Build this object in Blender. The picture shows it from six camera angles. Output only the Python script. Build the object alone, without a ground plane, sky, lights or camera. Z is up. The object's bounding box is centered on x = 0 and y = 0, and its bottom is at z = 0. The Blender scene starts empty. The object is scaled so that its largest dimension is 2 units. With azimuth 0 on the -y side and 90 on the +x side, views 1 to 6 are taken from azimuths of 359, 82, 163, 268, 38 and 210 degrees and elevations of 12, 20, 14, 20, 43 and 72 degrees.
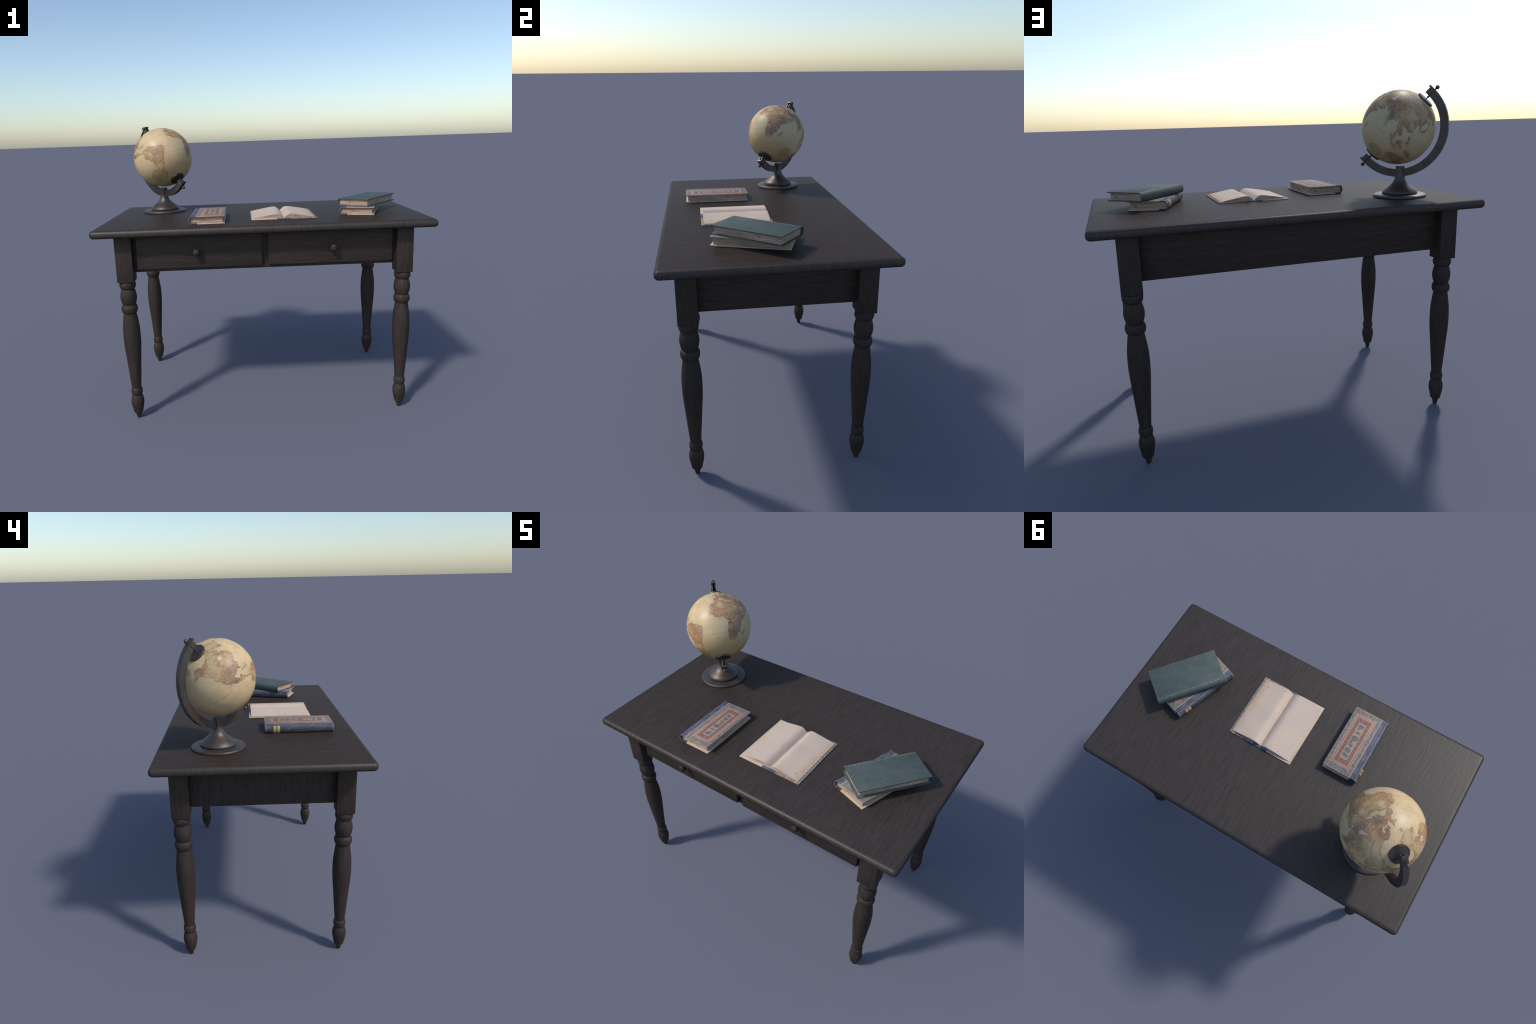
# A dark writing desk with turned legs and two drawers, carrying an antique
# terrestrial globe, two ornate blue books, a green book and an open book.
import bpy, bmesh, math, random
from mathutils import Vector, Matrix

random.seed(7)
COL = bpy.context.scene.collection

# ----------------------------------------------------------------------------
# node helpers
# ----------------------------------------------------------------------------
class NB:
    """Small builder that writes shader nodes like expressions."""
    def __init__(self, tree):
        self.t = tree
        self.N = tree.nodes
        self.L = tree.links

    def put(self, sock, val):
        if isinstance(val, bpy.types.NodeSocket):
            self.L.new(val, sock)
        elif val is not None:
            if isinstance(val, (tuple, list, Vector)):
                val = tuple(val)
                if sock.type == 'RGBA' and len(val) == 3:
                    val = val + (1.0,)
            sock.default_value = val

    def math(self, op, a, b=None, c=None, clamp=False):
        n = self.N.new('ShaderNodeMath'); n.operation = op; n.use_clamp = clamp
        for i, v in enumerate((a, b, c)):
            if v is not None:
                self.put(n.inputs[i], v)
        return n.outputs[0]

    def vm(self, op, a, b=None, scale=None):
        n = self.N.new('ShaderNodeVectorMath'); n.operation = op
        self.put(n.inputs[0], a)
        if b is not None:
            self.put(n.inputs[1], b)
        if scale is not None:
            self.put(n.inputs[3], scale)
        return n.outputs[1] if op in ('LENGTH', 'DOT_PRODUCT', 'DISTANCE') else n.outputs[0]

    def add(self, a, b): return self.math('ADD', a, b)
    def sub(self, a, b): return self.math('SUBTRACT', a, b)
    def mul(self, a, b): return self.math('MULTIPLY', a, b)
    def mn(self, a, b): return self.math('MINIMUM', a, b)
    def mx(self, a, b): return self.math('MAXIMUM', a, b)
    def ab(self, a): return self.math('ABSOLUTE', a)

    def step(self, x, lo, hi):
        """smooth 0..1 ramp of x between lo and hi (lo may exceed hi)."""
        n = self.N.new('ShaderNodeMapRange'); n.interpolation_type = 'SMOOTHSTEP'
        n.clamp = False
        flip = lo > hi
        self.put(n.inputs[0], x)
        n.inputs[1].default_value = hi if flip else lo
        n.inputs[2].default_value = lo if flip else hi
        n.inputs[3].default_value = 1.0 if flip else 0.0
        n.inputs[4].default_value = 0.0 if flip else 1.0
        return n.outputs[0]

    def mix(self, f, a, b, mode='MIX'):
        n = self.N.new('ShaderNodeMix'); n.data_type = 'RGBA'; n.blend_type = mode
        n.clamp_factor = True
        self.put(n.inputs[0], f); self.put(n.inputs[6], a); self.put(n.inputs[7], b)
        return n.outputs[2]

    def mixf(self, f, a, b):
        n = self.N.new('ShaderNodeMix'); n.data_type = 'FLOAT'
        self.put(n.inputs[0], f); self.put(n.inputs[2], a); self.put(n.inputs[3], b)
        return n.outputs[0]

    def noise(self, vec, scale, detail=3.0, rough=0.5, dist=0.0, color=False):
        n = self.N.new('ShaderNodeTexNoise')
        self.put(n.inputs['Vector'], vec)
        n.inputs['Scale'].default_value = scale
        n.inputs['Detail'].default_value = detail
        n.inputs['Roughness'].default_value = rough
        n.inputs['Distortion'].default_value = dist
        return n.outputs[1] if color else n.outputs[0]

    def voronoi(self, vec, scale, feature='F1', out=0, rand=1.0):
        n = self.N.new('ShaderNodeTexVoronoi'); n.feature = feature
        self.put(n.inputs['Vector'], vec)
        n.inputs['Scale'].default_value = scale
        n.inputs['Randomness'].default_value = rand
        return n.outputs[out]

    def ramp(self, f, stops, interp='LINEAR'):
        n = self.N.new('ShaderNodeValToRGB'); r = n.color_ramp; r.interpolation = interp
        while len(r.elements) < len(stops):
            r.elements.new(0.5)
        for e, (p, c) in zip(r.elements, stops):
            e.position = p
            e.color = tuple(c) + (1.0,) if len(c) == 3 else c
        self.put(n.inputs[0], f)
        return n.outputs[0]

    def sep(self, v):
        n = self.N.new('ShaderNodeSeparateXYZ'); self.put(n.inputs[0], v)
        return n.outputs[0], n.outputs[1], n.outputs[2]

    def comb(self, x, y, z):
        n = self.N.new('ShaderNodeCombineXYZ')
        for i, v in enumerate((x, y, z)):
            self.put(n.inputs[i], v)
        return n.outputs[0]

    def obj(self):
        return self.N.new('ShaderNodeTexCoord').outputs['Object']

    def normal(self):
        return self.N.new('ShaderNodeTexCoord').outputs['Normal']

    def rand(self):
        return self.N.new('ShaderNodeObjectInfo').outputs['Random']

    def bump(self, h, strength=0.5, dist=0.002):
        n = self.N.new('ShaderNodeBump')
        n.inputs['Strength'].default_value = strength
        n.inputs['Distance'].default_value = dist
        self.put(n.inputs['Height'], h)
        return n.outputs[0]


def material(name):
    m = bpy.data.materials.new(name)
    m.use_nodes = True
    b = NB(m.node_tree)
    p = [n for n in b.N if n.type == 'BSDF_PRINCIPLED'][0]
    return m, b, p


def finish(b, p, color, rough=0.5, normal=None, metal=0.0, spec=0.5, coat=None):
    b.put(p.inputs['Base Color'], color)
    b.put(p.inputs['Roughness'], rough)
    b.put(p.inputs['Metallic'], metal)
    if metal == 0.0 and not isinstance(spec, bpy.types.NodeSocket):
        lw = b.N.new('ShaderNodeLayerWeight')
        spec = b.mixf(b.step(lw.outputs['Facing'], 0.15, 0.70), spec, spec * 0.25)
    b.put(p.inputs['Specular IOR Level'], spec)
    if normal is not None:
        b.put(p.inputs['Normal'], normal)
    if coat is not None:
        p.inputs['Coat Weight'].default_value = coat[0]
        p.inputs['Coat Roughness'].default_value = coat[1]

# ----------------------------------------------------------------------------
# wood
# ----------------------------------------------------------------------------
def wood_material(name, axis, edge_wrap=False, gain=0.87, relief=(0.40, 0.0018), shine=0.20):
    """Near-black stained oak; axis = direction of the grain (0 x, 1 y, 2 z)."""
    m, b, p = material(name)
    co = b.vm('ADD', b.obj(), b.vm('SCALE', (7.3, 3.1, 5.7), scale=b.rand()))

    def scaled(along, across, ax):
        s = [across] * 3
        s[ax] = along
        if edge_wrap:
            s[2] = along          # figure runs straight over the rounded nose
        return b.vm('MULTIPLY', co, tuple(s))

    warp = b.vm('SCALE', b.vm('SUBTRACT', b.noise(co, 5.0, 2.0, color=True), (0.5, 0.5, 0.5)), scale=0.03)
    co = b.vm('ADD', co, warp)

    def grain(ax):
        fine = b.noise(scaled(12.0, 185.0, ax), 1.0, 2.0, 0.55)
        mid = b.noise(scaled(7.5, 92.0, ax), 1.0, 3.0, 0.55, 0.2)
        pores = b.step(b.noise(scaled(10.0, 170.0, ax), 1.0, 1.0, 0.5), 0.58, 0.72)
        return fine, mid, pores

    fine, mid, pores = grain(axis)
    if edge_wrap:
        nx, ny, nz = b.sep(b.normal())
        e = b.step(b.ab(nx), 0.35, 0.7)
        f2, m2, p2 = grain(0)
        fine = b.mixf(e, fine, f2); mid = b.mixf(e, mid, m2); pores = b.mixf(e, pores, p2)
    big = b.noise(co, 3.0, 2.0)
    g = gain
    col = b.ramp(b.add(b.mul(mid, 0.6), b.mul(fine, 0.4)), [
        (0.26, (0.0240 * g, 0.0180 * g, 0.0152 * g)),
        (0.46, (0.0460 * g, 0.0340 * g, 0.0280 * g)),
        (0.60, (0.0560 * g, 0.0420 * g, 0.0350 * g)),
        (0.82, (0.0700 * g, 0.0535 * g, 0.0450 * g))])
    col = b.mix(b.mul(b.step(big, 0.5, 0.75), 0.40), col, (0.058 * g, 0.034 * g, 0.027 * g))
    col = b.mix(b.mul(pores, 0.45), col, (0.019, 0.0155, 0.015))
    h = b.add(b.mul(mid, 0.75), b.mul(fine, 0.35))
    rough = b.add(0.43, b.mul(mid, 0.14))
    # specular turned down at glancing angles to drop sky reflection, keeping the sun sheen
    lw = b.N.new('ShaderNodeLayerWeight')
    spec = b.mixf(b.step(lw.outputs['Facing'], 0.10, 0.62), shine, 0.05)
    finish(b, p, col, rough, b.bump(h, relief[0], relief[1]), spec=spec)
    return m

WOOD_X = wood_material('dark_oak_grain_x', 0)
WOOD_Y = wood_material('dark_oak_grain_y', 1)
WOOD_Z = wood_material('dark_oak_grain_z', 2)
WOOD_TOP = wood_material('dark_oak_tabletop', 1, edge_wrap=True, relief=(0.48, 0.0021), shine=0.46)

# ----------------------------------------------------------------------------
# bronze of the globe stand
# ----------------------------------------------------------------------------
def bronze_material(name, spin=0.0):
    m, b, p = material(name)
    co = b.obj()
    x, y, z = b.sep(co)
    streak = b.noise(b.vm('MULTIPLY', co, (160.0, 160.0, 14.0)), 1.0, 3.0, 0.6)
    patch = b.noise(co, 16.0, 3.0, 0.55)
    col = b.mix(b.step(patch, 0.42, 0.66), (0.098, 0.088, 0.083), (0.096, 0.062, 0.052))
    col = b.mix(b.mul(b.step(streak, 0.45, 0.75), 0.30), col, (0.145, 0.125, 0.115))
    rough = b.add(0.38, b.mul(streak, 0.18))
    finish(b, p, col, rough, b.bump(streak, 0.15, 0.0008), metal=0.65, spec=0.35)
    return m

BRONZE = bronze_material('aged_bronze')

# ----------------------------------------------------------------------------
# paper and book cloth
# ----------------------------------------------------------------------------
def page_edge_material(name):
    m, b, p = material(name)
    co = b.obj()
    s1 = b.noise(b.vm('MULTIPLY', co, (16.0, 16.0, 520.0)), 1.0, 3.0, 0.6)
    s2 = b.noise(b.vm('MULTIPLY', co, (9.0, 9.0, 190.0)), 1.0, 3.0, 0.6)
    s3 = b.noise(co, 28.0, 3.0, 0.6)
    col = b.ramp(b.add(b.mul(s1, 0.5), b.mul(s2, 0.5)), [
        (0.30, (0.20, 0.115, 0.075)), (0.44, (0.40, 0.275, 0.205)),
        (0.56, (0.55, 0.395, 0.315)), (0.70, (0.65, 0.50, 0.415))])
    col = b.mix(b.mul(b.step(s3, 0.60, 0.74), 0.65), col, (0.27, 0.13, 0.045))
    finish(b, p, col, 0.85, b.bump(s1, 0.4, 0.0012), spec=0.2)
    return m

def parchment_material(name):
    """Pages of the open book: cream, foxed and stained towards the edges."""
    m, b, p = material(name)
    co = b.obj()
    x, y, z = b.sep(co)
    ax, ay = b.ab(x), b.ab(y)
    cloud = b.noise(co, 9.0, 3.0, 0.55)
    col = b.mix(b.step(cloud, 0.35, 0.7), (0.560, 0.445, 0.365), (0.600, 0.475, 0.370))
    edge = b.mx(b.step(ax, 0.135, 0.188), b.step(ay, 0.15, 0.19))
    stain = b.mul(b.step(b.add(b.noise(co, 17.0, 4.0, 0.6), b.mul(edge, 0.13)), 0.60, 0.80), 0.42)
    col = b.mix(stain, col, (0.47, 0.335, 0.20))
    rim = b.mul(b.step(ax, 0.176, 0.187), b.step(b.noise(co, 30.0, 3.0), 0.40, 0.6))
    side = b.step(b.add(x, b.mul(b.noise(co, 11.0, 3.0), 0.06)), 0.176, 0.208)
    col = b.mix(b.mul(rim, 0.45), col, (0.54, 0.35, 0.20))
    col = b.mix(b.mul(side, 0.45), col, (0.47, 0.285, 0.16))
    # foxing spots
    spot = b.mul(b.step(b.voronoi(co, 24.0), 0.13, 0.05), b.step(b.noise(co, 7.0, 1.0), 0.53, 0.58))
    col = b.mix(b.mul(spot, 0.6), col, (0.50, 0.32, 0.09))
    for (sx, sy, r) in ((-0.035, -0.018, 0.0042), (0.0245, 0.012, 0.004), (0.15, -0.145, 0.008)):
        d = b.vm('LENGTH', b.comb(b.sub(x, sx), b.sub(y, sy), 0.0))
        d = b.add(d, b.mul(b.sub(b.noise(co, 160.0, 2.0), 0.5), 0.006))
        col = b.mix(b.mul(b.step(d, r, r * 0.4), 0.75), col, (0.42, 0.25, 0.06))
    finish(b, p, col, 0.8, b.bump(b.noise(co, 40.0, 3.0), 0.12, 0.002), spec=0.25)
    return m

CREAM = (0.47, 0.325, 0.21)
BLUE_ORN = (0.105, 0.134, 0.162)
MAUVE = (0.300, 0.160, 0.130)
MAUVE_DK = (0.185, 0.085, 0.080)
NAVY = (0.077, 0.084, 0.130)

def scrolls(b, co, scale, warp=0.004):
    """Mask of curling foliage: contour lines of a warped noise."""
    w = b.vm('SCALE', b.vm('SUBTRACT', b.noise(co, 90.0, 2.0, color=True), (0.5, 0.5, 0.5)), scale=warp)
    c2 = b.vm('ADD', co, w)
    n = b.noise(c2, scale, 1.0, 0.4)
    lines = b.step(b.ab(b.sub(b.math('FRACT', b.mul(n, 5.0)), 0.5)), 0.17, 0.08)
    curls = b.step(b.ab(b.sub(b.voronoi(c2, scale * 0.80), 0.40)), 0.12, 0.05)
    return b.mx(lines, b.mul(curls, 0.9))

def navy_cloth(b, co):
    wear = b.noise(co, 26.0, 4.0, 0.6)
    col = b.mix(b.step(wear, 0.38, 0.68), NAVY, (0.135, 0.143, 0.205))
    return b.mix(b.mul(b.step(b.noise(co, 70.0, 4.0, 0.7), 0.60, 0.72), 0.35), col, (0.30, 0.26, 0.24))

def ornate_pattern(b, co):
    """Carpet-like cover: blue scroll border, cream and mauve frames, and a
    cream panel with blue plant motifs.  Book frame: x 0..0.195, y 0..0.4."""
    x, y, z = b.sep(co)
    u, v = b.ab(b.sub(x, 0.1144)), b.ab(b.sub(y, 0.200))

    def rect(hw, hl):
        return b.mx(b.sub(u, hw), b.sub(v, hl))
    d1, d2, d3 = rect(0.0610, 0.1655), rect(0.0425, 0.1480), rect(0.0235, 0.1200)
    aged = b.noise(co, 22.0, 3.0, 0.55)
    cream = b.mix(b.step(aged, 0.3, 0.7), CREAM, (0.40, 0.255, 0.165))
    fl = scrolls(b, co, 88.0)
    col = b.mix(b.mul(fl, 0.66), BLUE_ORN, cream)
    edge = b.mx(b.sub(0.0332, x), b.mx(b.sub(x, 0.1944), b.sub(v, 0.1976)))
    col = b.mix(b.step(edge, -0.0005, 0.0005), col, cream)
    # nested frames between the border and the plum field
    inside = b.step(d1, 0.0004, -0.0004)
    col = b.mix(inside, col, cream)
    bnd = b.mul(b.step(d1, -0.0040, -0.0046), b.step(d1, -0.0118, -0.0112))
    mauve = b.mix(b.step(b.noise(co, 60.0, 3.0), 0.35, 0.7), MAUVE, (0.36, 0.215, 0.165))
    col = b.mix(bnd, col, mauve)
    line = b.mul(b.step(d1, -0.0135, -0.0139), b.step(d1, -0.0158, -0.0153))
    col = b.mix(b.mul(line, 0.5), col, mauve)
    fl2 = scrolls(b, b.vm('ADD', co, (3.0, 1.0, 0.0)), 120.0, 0.003)
    plum = b.mix(b.mul(fl2, 0.62), MAUVE_DK, (0.39, 0.235, 0.185))
    rim2 = b.step(d2, -0.0016, -0.0008)
    plum = b.mix(b.mul(rim2, 0.7), plum, MAUVE_DK)
    col = b.mix(b.step(d2, 0.0004, -0.0004), col, plum)
    # centre panel
    col = b.mix(b.step(d3, 0.0022, 0.0014), col, MAUVE_DK)
    panel = b.mix(b.step(aged, 0.3, 0.7), (0.43, 0.305, 0.195), (0.36, 0.25, 0.165))
    wob = b.mul(b.sub(b.noise(co, 170.0, 3.0, 0.6), 0.5), 0.017)
    best = None
    # plant motifs along the panel: (offset across, position along, half width, half length)
    for (cx, cy, a, l) in ((0.000, 0.101, 0.016, 0.010), (0.006, 0.117, 0.006, 0.008),
                           (-0.001, 0.142, 0.015, 0.0045), (-0.004, 0.146, 0.009, 0.003),
                           (0.000, 0.182, 0.0165, 0.015), (0.008, 0.205, 0.008, 0.009),
                           (0.010, 0.224, 0.006, 0.008), (-0.004, 0.232, 0.005, 0.010),
                           (0.001, 0.262, 0.014, 0.013), (0.004, 0.292, 0.010, 0.010),
                           (-0.010, 0.301, 0.006, 0.007)):
        e = b.vm('LENGTH', b.comb(b.mul(b.sub(x, 0.1144 + cx), 1.0 / a), b.mul(b.sub(y, cy), 1.0 / l), 0.0))
        e = b.mul(b.sub(e, 1.12), min(a, l))
        best = e if best is None else b.mn(best, e)
    ragged = b.mul(b.sub(b.noise(co, 420.0, 2.0, 0.6), 0.5), 0.006)
    leaf = b.step(b.add(b.add(best, wob), ragged), 0.0008, -0.0008)
    stem = b.step(b.ab(b.sub(b.noise(co, 105.0, 2.0, 0.5), 0.5)), 0.030, 0.014)
    leaf = b.mx(leaf, b.mul(b.mul(stem, b.step(best, 0.012, 0.004)), 0.8))
    hole = b.mul(b.step(b.noise(co, 260.0, 2.0), 0.50, 0.60), 0.75)
    plant = b.mix(hole, (0.085, 0.115, 0.145), (0.27, 0.225, 0.18))
    panel = b.mix(leaf, panel, plant)
    col = b.mix(b.step(d3, 0.0003, -0.0003), col, panel)
    # blue cloth strip along the spine joint
    cloth = navy_cloth(b, co)
    col = b.mix(b.step(x, 0.0287, 0.0279), col, cloth)
    col = b.mix(b.mul(b.step(b.ab(b.sub(x, 0.0058)), 0.0020, 0.0012), 0.6), col, (0.028, 0.030, 0.050))
    gold = b.mul(b.step(b.ab(b.sub(x, 0.0026)), 0.0013, 0.0006), b.step(b.noise(co, 120.0, 2.0), 0.46, 0.56))
    col = b.mix(b.mul(gold, 0.7), col, (0.34, 0.26, 0.17))
    return col

def ornate_cover_material(name):
    m, b, p = material(name)
    co = b.obj()
    col = ornate_pattern(b, co)
    finish(b, p, col, 0.62, b.bump(b.noise(co, 300.0, 2.0), 0.15, 0.0006), spec=0.35)
    return m

def plain_back_material(name):
    """Lower board: cream paper lining with a blue strip at the joint."""
    m, b, p = material(name)
    co = b.obj()
    x, y, z = b.sep(co)
    n = b.noise(co, 30.0, 4.0, 0.6)
    col = b.mix(b.step(n, 0.35, 0.7), (0.560, 0.450, 0.335), (0.500, 0.390, 0.275))
    col = b.mix(b.mul(b.step(b.noise(co, 48.0, 3.0), 0.62, 0.74), 0.6), col, (0.55, 0.36, 0.12))
    col = b.mix(b.mul(b.step(b.noise(co, 14.0, 3.0), 0.64, 0.74), 0.5), col, (0.30, 0.33, 0.16))
    col = b.mix(b.step(x, 0.0325, 0.0315), col, (0.050, 0.056, 0.098))
    finish(b, p, col, 0.75, spec=0.25)
    return m

def spine_material(name):
    m, b, p = material(name)
    co = b.obj()
    x, y, z = b.sep(co)
    wear = b.noise(b.vm('MULTIPLY', co, (60.0, 14.0, 60.0)), 1.0, 4.0, 0.65)
    col = b.mix(b.step(wear, 0.36, 0.7), (0.034, 0.038, 0.062), (0.090, 0.092, 0.114))
    flake = b.step(b.noise(co, 65.0, 5.0, 0.7), 0.58, 0.70)
    col = b.mix(b.mul(flake, 0.35), col, (0.30, 0.24, 0.19))
    rim = b.step(b.add(b.ab(b.sub(z, 0.0243)), b.mul(wear, 0.003)), 0.0243, 0.0258)
    col = b.mix(b.mul(rim, 0.40), col, (0.30, 0.24, 0.18))
    tail = b.mx(b.step(y, 0.388, 0.397), b.step(y, 0.010, 0.002))
    col = b.mix(b.mul(tail, b.mul(wear, 0.6)), col, (0.36, 0.31, 0.27))
    ga = b.step(b.ab(b.sub(y, 0.3458)), 0.0080, 0.0072)
    gb = b.step(b.ab(b.sub(y, 0.3240)), 0.0086, 0.0078)
    gm = b.mul(b.step(b.ab(b.sub(y, 0.3352)), 0.0018, 0.0010), 0.2)
    cap = b.step(z, 0.0462, 0.0440)
    ga, gb, gm = b.mul(ga, cap), b.mul(gb, cap), b.mul(gm, cap)
    gold = b.mix(wear, (0.56, 0.36, 0.15), (0.44, 0.28, 0.115))
    col = b.mix(b.mx(b.mx(ga, gb), gm), col, gold)
    finish(b, p, col, 0.55, b.bump(wear, 0.2, 0.001), spec=0.4)
    return m

def green_cloth_material(name):
    m, b, p = material(name)
    co = b.obj()
    x, y, z = b.sep(co)
    big = b.noise(co, 11.0, 3.0, 0.6)
    fine = b.noise(co, 150.0, 4.0, 0.7)
    col = b.mix(b.step(big, 0.35, 0.68), (0.058, 0.084, 0.075), (0.077, 0.091, 0.091))
    patch = b.step(b.noise(co, 19.0, 4.0, 0.7), 0.45, 0.65)
    fleck = b.mul(b.step(fine, 0.50, 0.70), b.add(0.22, b.mul(patch, 0.7)))
    col = b.mix(fleck, col, (0.140, 0.190, 0.152))
    dark = b.step(b.noise(co, 34.0, 4.0, 0.65), 0.56, 0.72)
    col = b.mix(b.mul(dark, 0.4), col, (0.045, 0.066, 0.070))
    # worn crease beside the spine
    worn = b.mul(b.step(b.ab(b.sub(x, 0.0022)), 0.0022, 0.0010),
                 b.mul(b.step(z, 0.043, 0.046), b.step(b.noise(co, 40.0, 4.0), 0.30, 0.60)))
    col = b.mix(b.mul(worn, 0.60), col, (0.26, 0.31, 0.30))
    line = b.mul(b.step(b.ab(b.sub(x, 0.0068)), 0.0010, 0.0005),
                 b.mul(b.step(z, 0.043, 0.046), b.step(b.noise(co, 120.0, 3.0), 0.45, 0.6)))
    col = b.mix(b.mul(line, 0.6), col, (0.36, 0.30, 0.25))
    finish(b, p, col, 0.6, b.bump(fine, 0.18, 0.0007), spec=0.4)
    return m

def open_cover_material(name):
    """Boards of the open book: lining at left, navy joint, ornament at right."""
    m, b, p = material(name)
    co = b.obj()
    x, y, z = b.sep(co)
    n = b.noise(co, 30.0, 4.0, 0.6)
    lining = b.mix(b.step(n, 0.35, 0.7), (0.560, 0.450, 0.335), (0.500, 0.390, 0.275))
    lining = b.mix(b.mul(b.step(b.noise(co, 42.0, 3.0), 0.62, 0.74), 0.55), lining, (0.50, 0.34, 0.10))
    fl = scrolls(b, co, 95.0)
    orn = b.mix(b.mul(fl, 0.85), BLUE_ORN, CREAM)
    pl = b.mix(b.mul(scrolls(b, b.vm('ADD', co, (3.0, 1.0, 0.0)), 120.0, 0.003), 0.7), MAUVE_DK, CREAM)
    f = b.mul(x, 5.0)
    def band(lo, hi):
        return b.mul(b.step(x, lo - 0.0006, lo + 0.0006), b.step(x, hi + 0.0006, hi - 0.0006))
    col = b.mix(b.step(x, -0.0456, -0.0444), lining, navy_cloth(b, co))
    col = b.mix(b.step(x, 0.0444, 0.0456), col, orn)
    col = b.mix(band(0.074, 0.092), col, CREAM)
    col = b.mix(band(0.078, 0.087), col, MAUVE)
    col = b.mix(band(0.092, 0.113), col, pl)
    col = b.mix(band(0.113, 0.120), col, CREAM)
    col = b.mix(band(0.148, 0.170), col, pl)
    col = b.mix(band(0.170, 0.181), col, CREAM)
    finish(b, p, col, 0.65, spec=0.3)
    return m

PAGE_EDGE = page_edge_material('page_edges')
PARCHMENT = parchment_material('foxed_parchment')
ORNATE = ornate_cover_material('ornate_carpet_cover')
LINING = plain_back_material('cream_lining')
SPINE_BLUE = spine_material('navy_spine_gold_bands')
GREEN = green_cloth_material('mottled_green_cloth')
OPEN_COVER = open_cover_material('open_book_boards')

# ----------------------------------------------------------------------------
# the map on the globe: land as a union of tapered strokes on the sphere
# ----------------------------------------------------------------------------
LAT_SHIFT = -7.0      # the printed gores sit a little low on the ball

def on_sphere(lat, lon, shift=LAT_SHIFT):
    a, o = math.radians(lat + shift), math.radians(lon)
    return Vector((math.cos(a) * math.cos(o), math.cos(a) * math.sin(o), math.sin(a)))

# strokes: (lat, lon, radius in degrees [, lat, lon, radius])
NORTH_AMERICA = [
    (65, -152, 5.5, 63, -142, 5.5), (58, -157, 2, 55, -163, 1), (60, -131, 7.5, 53, -122, 5.5),
    (66, -124, 5, 65, -100, 7), (55, -112, 9, 54, -100, 7), (43, -117, 6.5, 43, -84, 7),
    (36, -114, 4.5, 36, -82, 5.5), (32, -97, 4.5, 33, -85, 3), (30, -82, 1.6, 26.5, -81, 1),
    (44, -76, 4, 46, -66, 2.5), (53, -73, 6, 57, -69, 4.5), (50, -64, 3),
    (71, -111, 4), (72, -90, 3), (68, -72, 4, 73, -82, 3), (79, -82, 4),
    (78, -42, 8, 70, -41, 7), (70, -41, 7, 61.5, -45, 2),
    (29, -106, 5, 21, -101, 4), (20, -100, 3.3, 17, -95, 2), (31, -115.5, 1.2, 23.5, -110, 0.8),
    (19, -89.5, 2), (16, -92, 2, 13, -86, 2), (13, -85.5, 1.6, 8.5, -81, 1), (8.5, -80, 1, 7.5, -77.5, 1),
    (22.5, -83, 0.7, 20.5, -75, 0.9), (18.8, -72, 1),
    (50, -96, 5, 48, -76, 4.5), (58, -94, 2.5, 66, -88, 3), (64, -76, 3), (75, -100, 3, 76, -85, 3),
]
SOUTH_AMERICA = [
    (4, -73, 4.2, 3, -62, 5.2), (5, -60, 3.2, 1, -52, 2.4), (-5, -73, 6.2, -7, -48, 8.3),
    (-7, -40, 4.3, -12, -42, 5), (-15, -69, 4.6, -16, -50, 9), (-22, -62, 7, -24, -52, 5.3),
    (-30, -65, 6.2, -33, -58, 4.3), (-38, -67, 4.8, -45, -70, 3.6), (-45, -70, 3.6, -53, -70.5, 2),
    (-18, -69, 2.5, -40, -71.5, 2), (-54.5, -68, 1.2),
]
AFRICA = [
    (24, -9, 6.5, 24, 29, 8.2), (14, -11, 5.6, 12, 34, 8.3), (31, -4, 3.8, 33, 8, 3.6),
    (7.5, -8, 3, 8, 8, 3.4), (7, 42, 5, 10, 49.5, 1.8), (4, 15, 5.8, 2, 35, 7),
    (-8, 20.5, 7.6, -8, 33, 7), (-18, 20.5, 7.6, -17, 33, 5.6), (-26, 21.5, 5.6, -26, 28, 5),
    (-31.5, 20.8, 2.8, -31, 27, 2.8), (-15.5, 48.5, 1.6, -23, 46, 1.8),
]
EUROPE = [
    (40, -4, 4), (46.5, 2, 3.8), (50, 10, 4, 51, 24, 5), (45, 10, 1.8, 41, 15.5, 1.2),
    (41, 15.5, 1.2, 38.7, 16.5, 0.9), (45, 19, 3.5, 41, 22, 3), (39, 22, 1.3), (57, -4, 1.4, 52, -1, 2),
    (53, -8, 1.5), (65, -18.5, 2), (59, 8, 2.4, 61, 14, 3.2), (63, 14, 3, 69, 23, 3), (63, 27, 3.2, 67, 28, 3),
    (56, 9.3, 1), (52, 32, 8, 58, 45, 9), (39, 29, 2.2, 39, 42, 2.8),
    (43, 0, 3, 47, 6, 3), (38, 36, 4, 36, 44, 4.5), (42, 43, 3.2, 47, 41, 4), (42, 26, 2.4), (56, 25, 3, 60, 31, 3), (66, 35, 4, 66, 52, 5),
    (30, 33, 3, 28, 37, 3.4), (29, 62, 4, 26, 67, 3),
]
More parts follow.
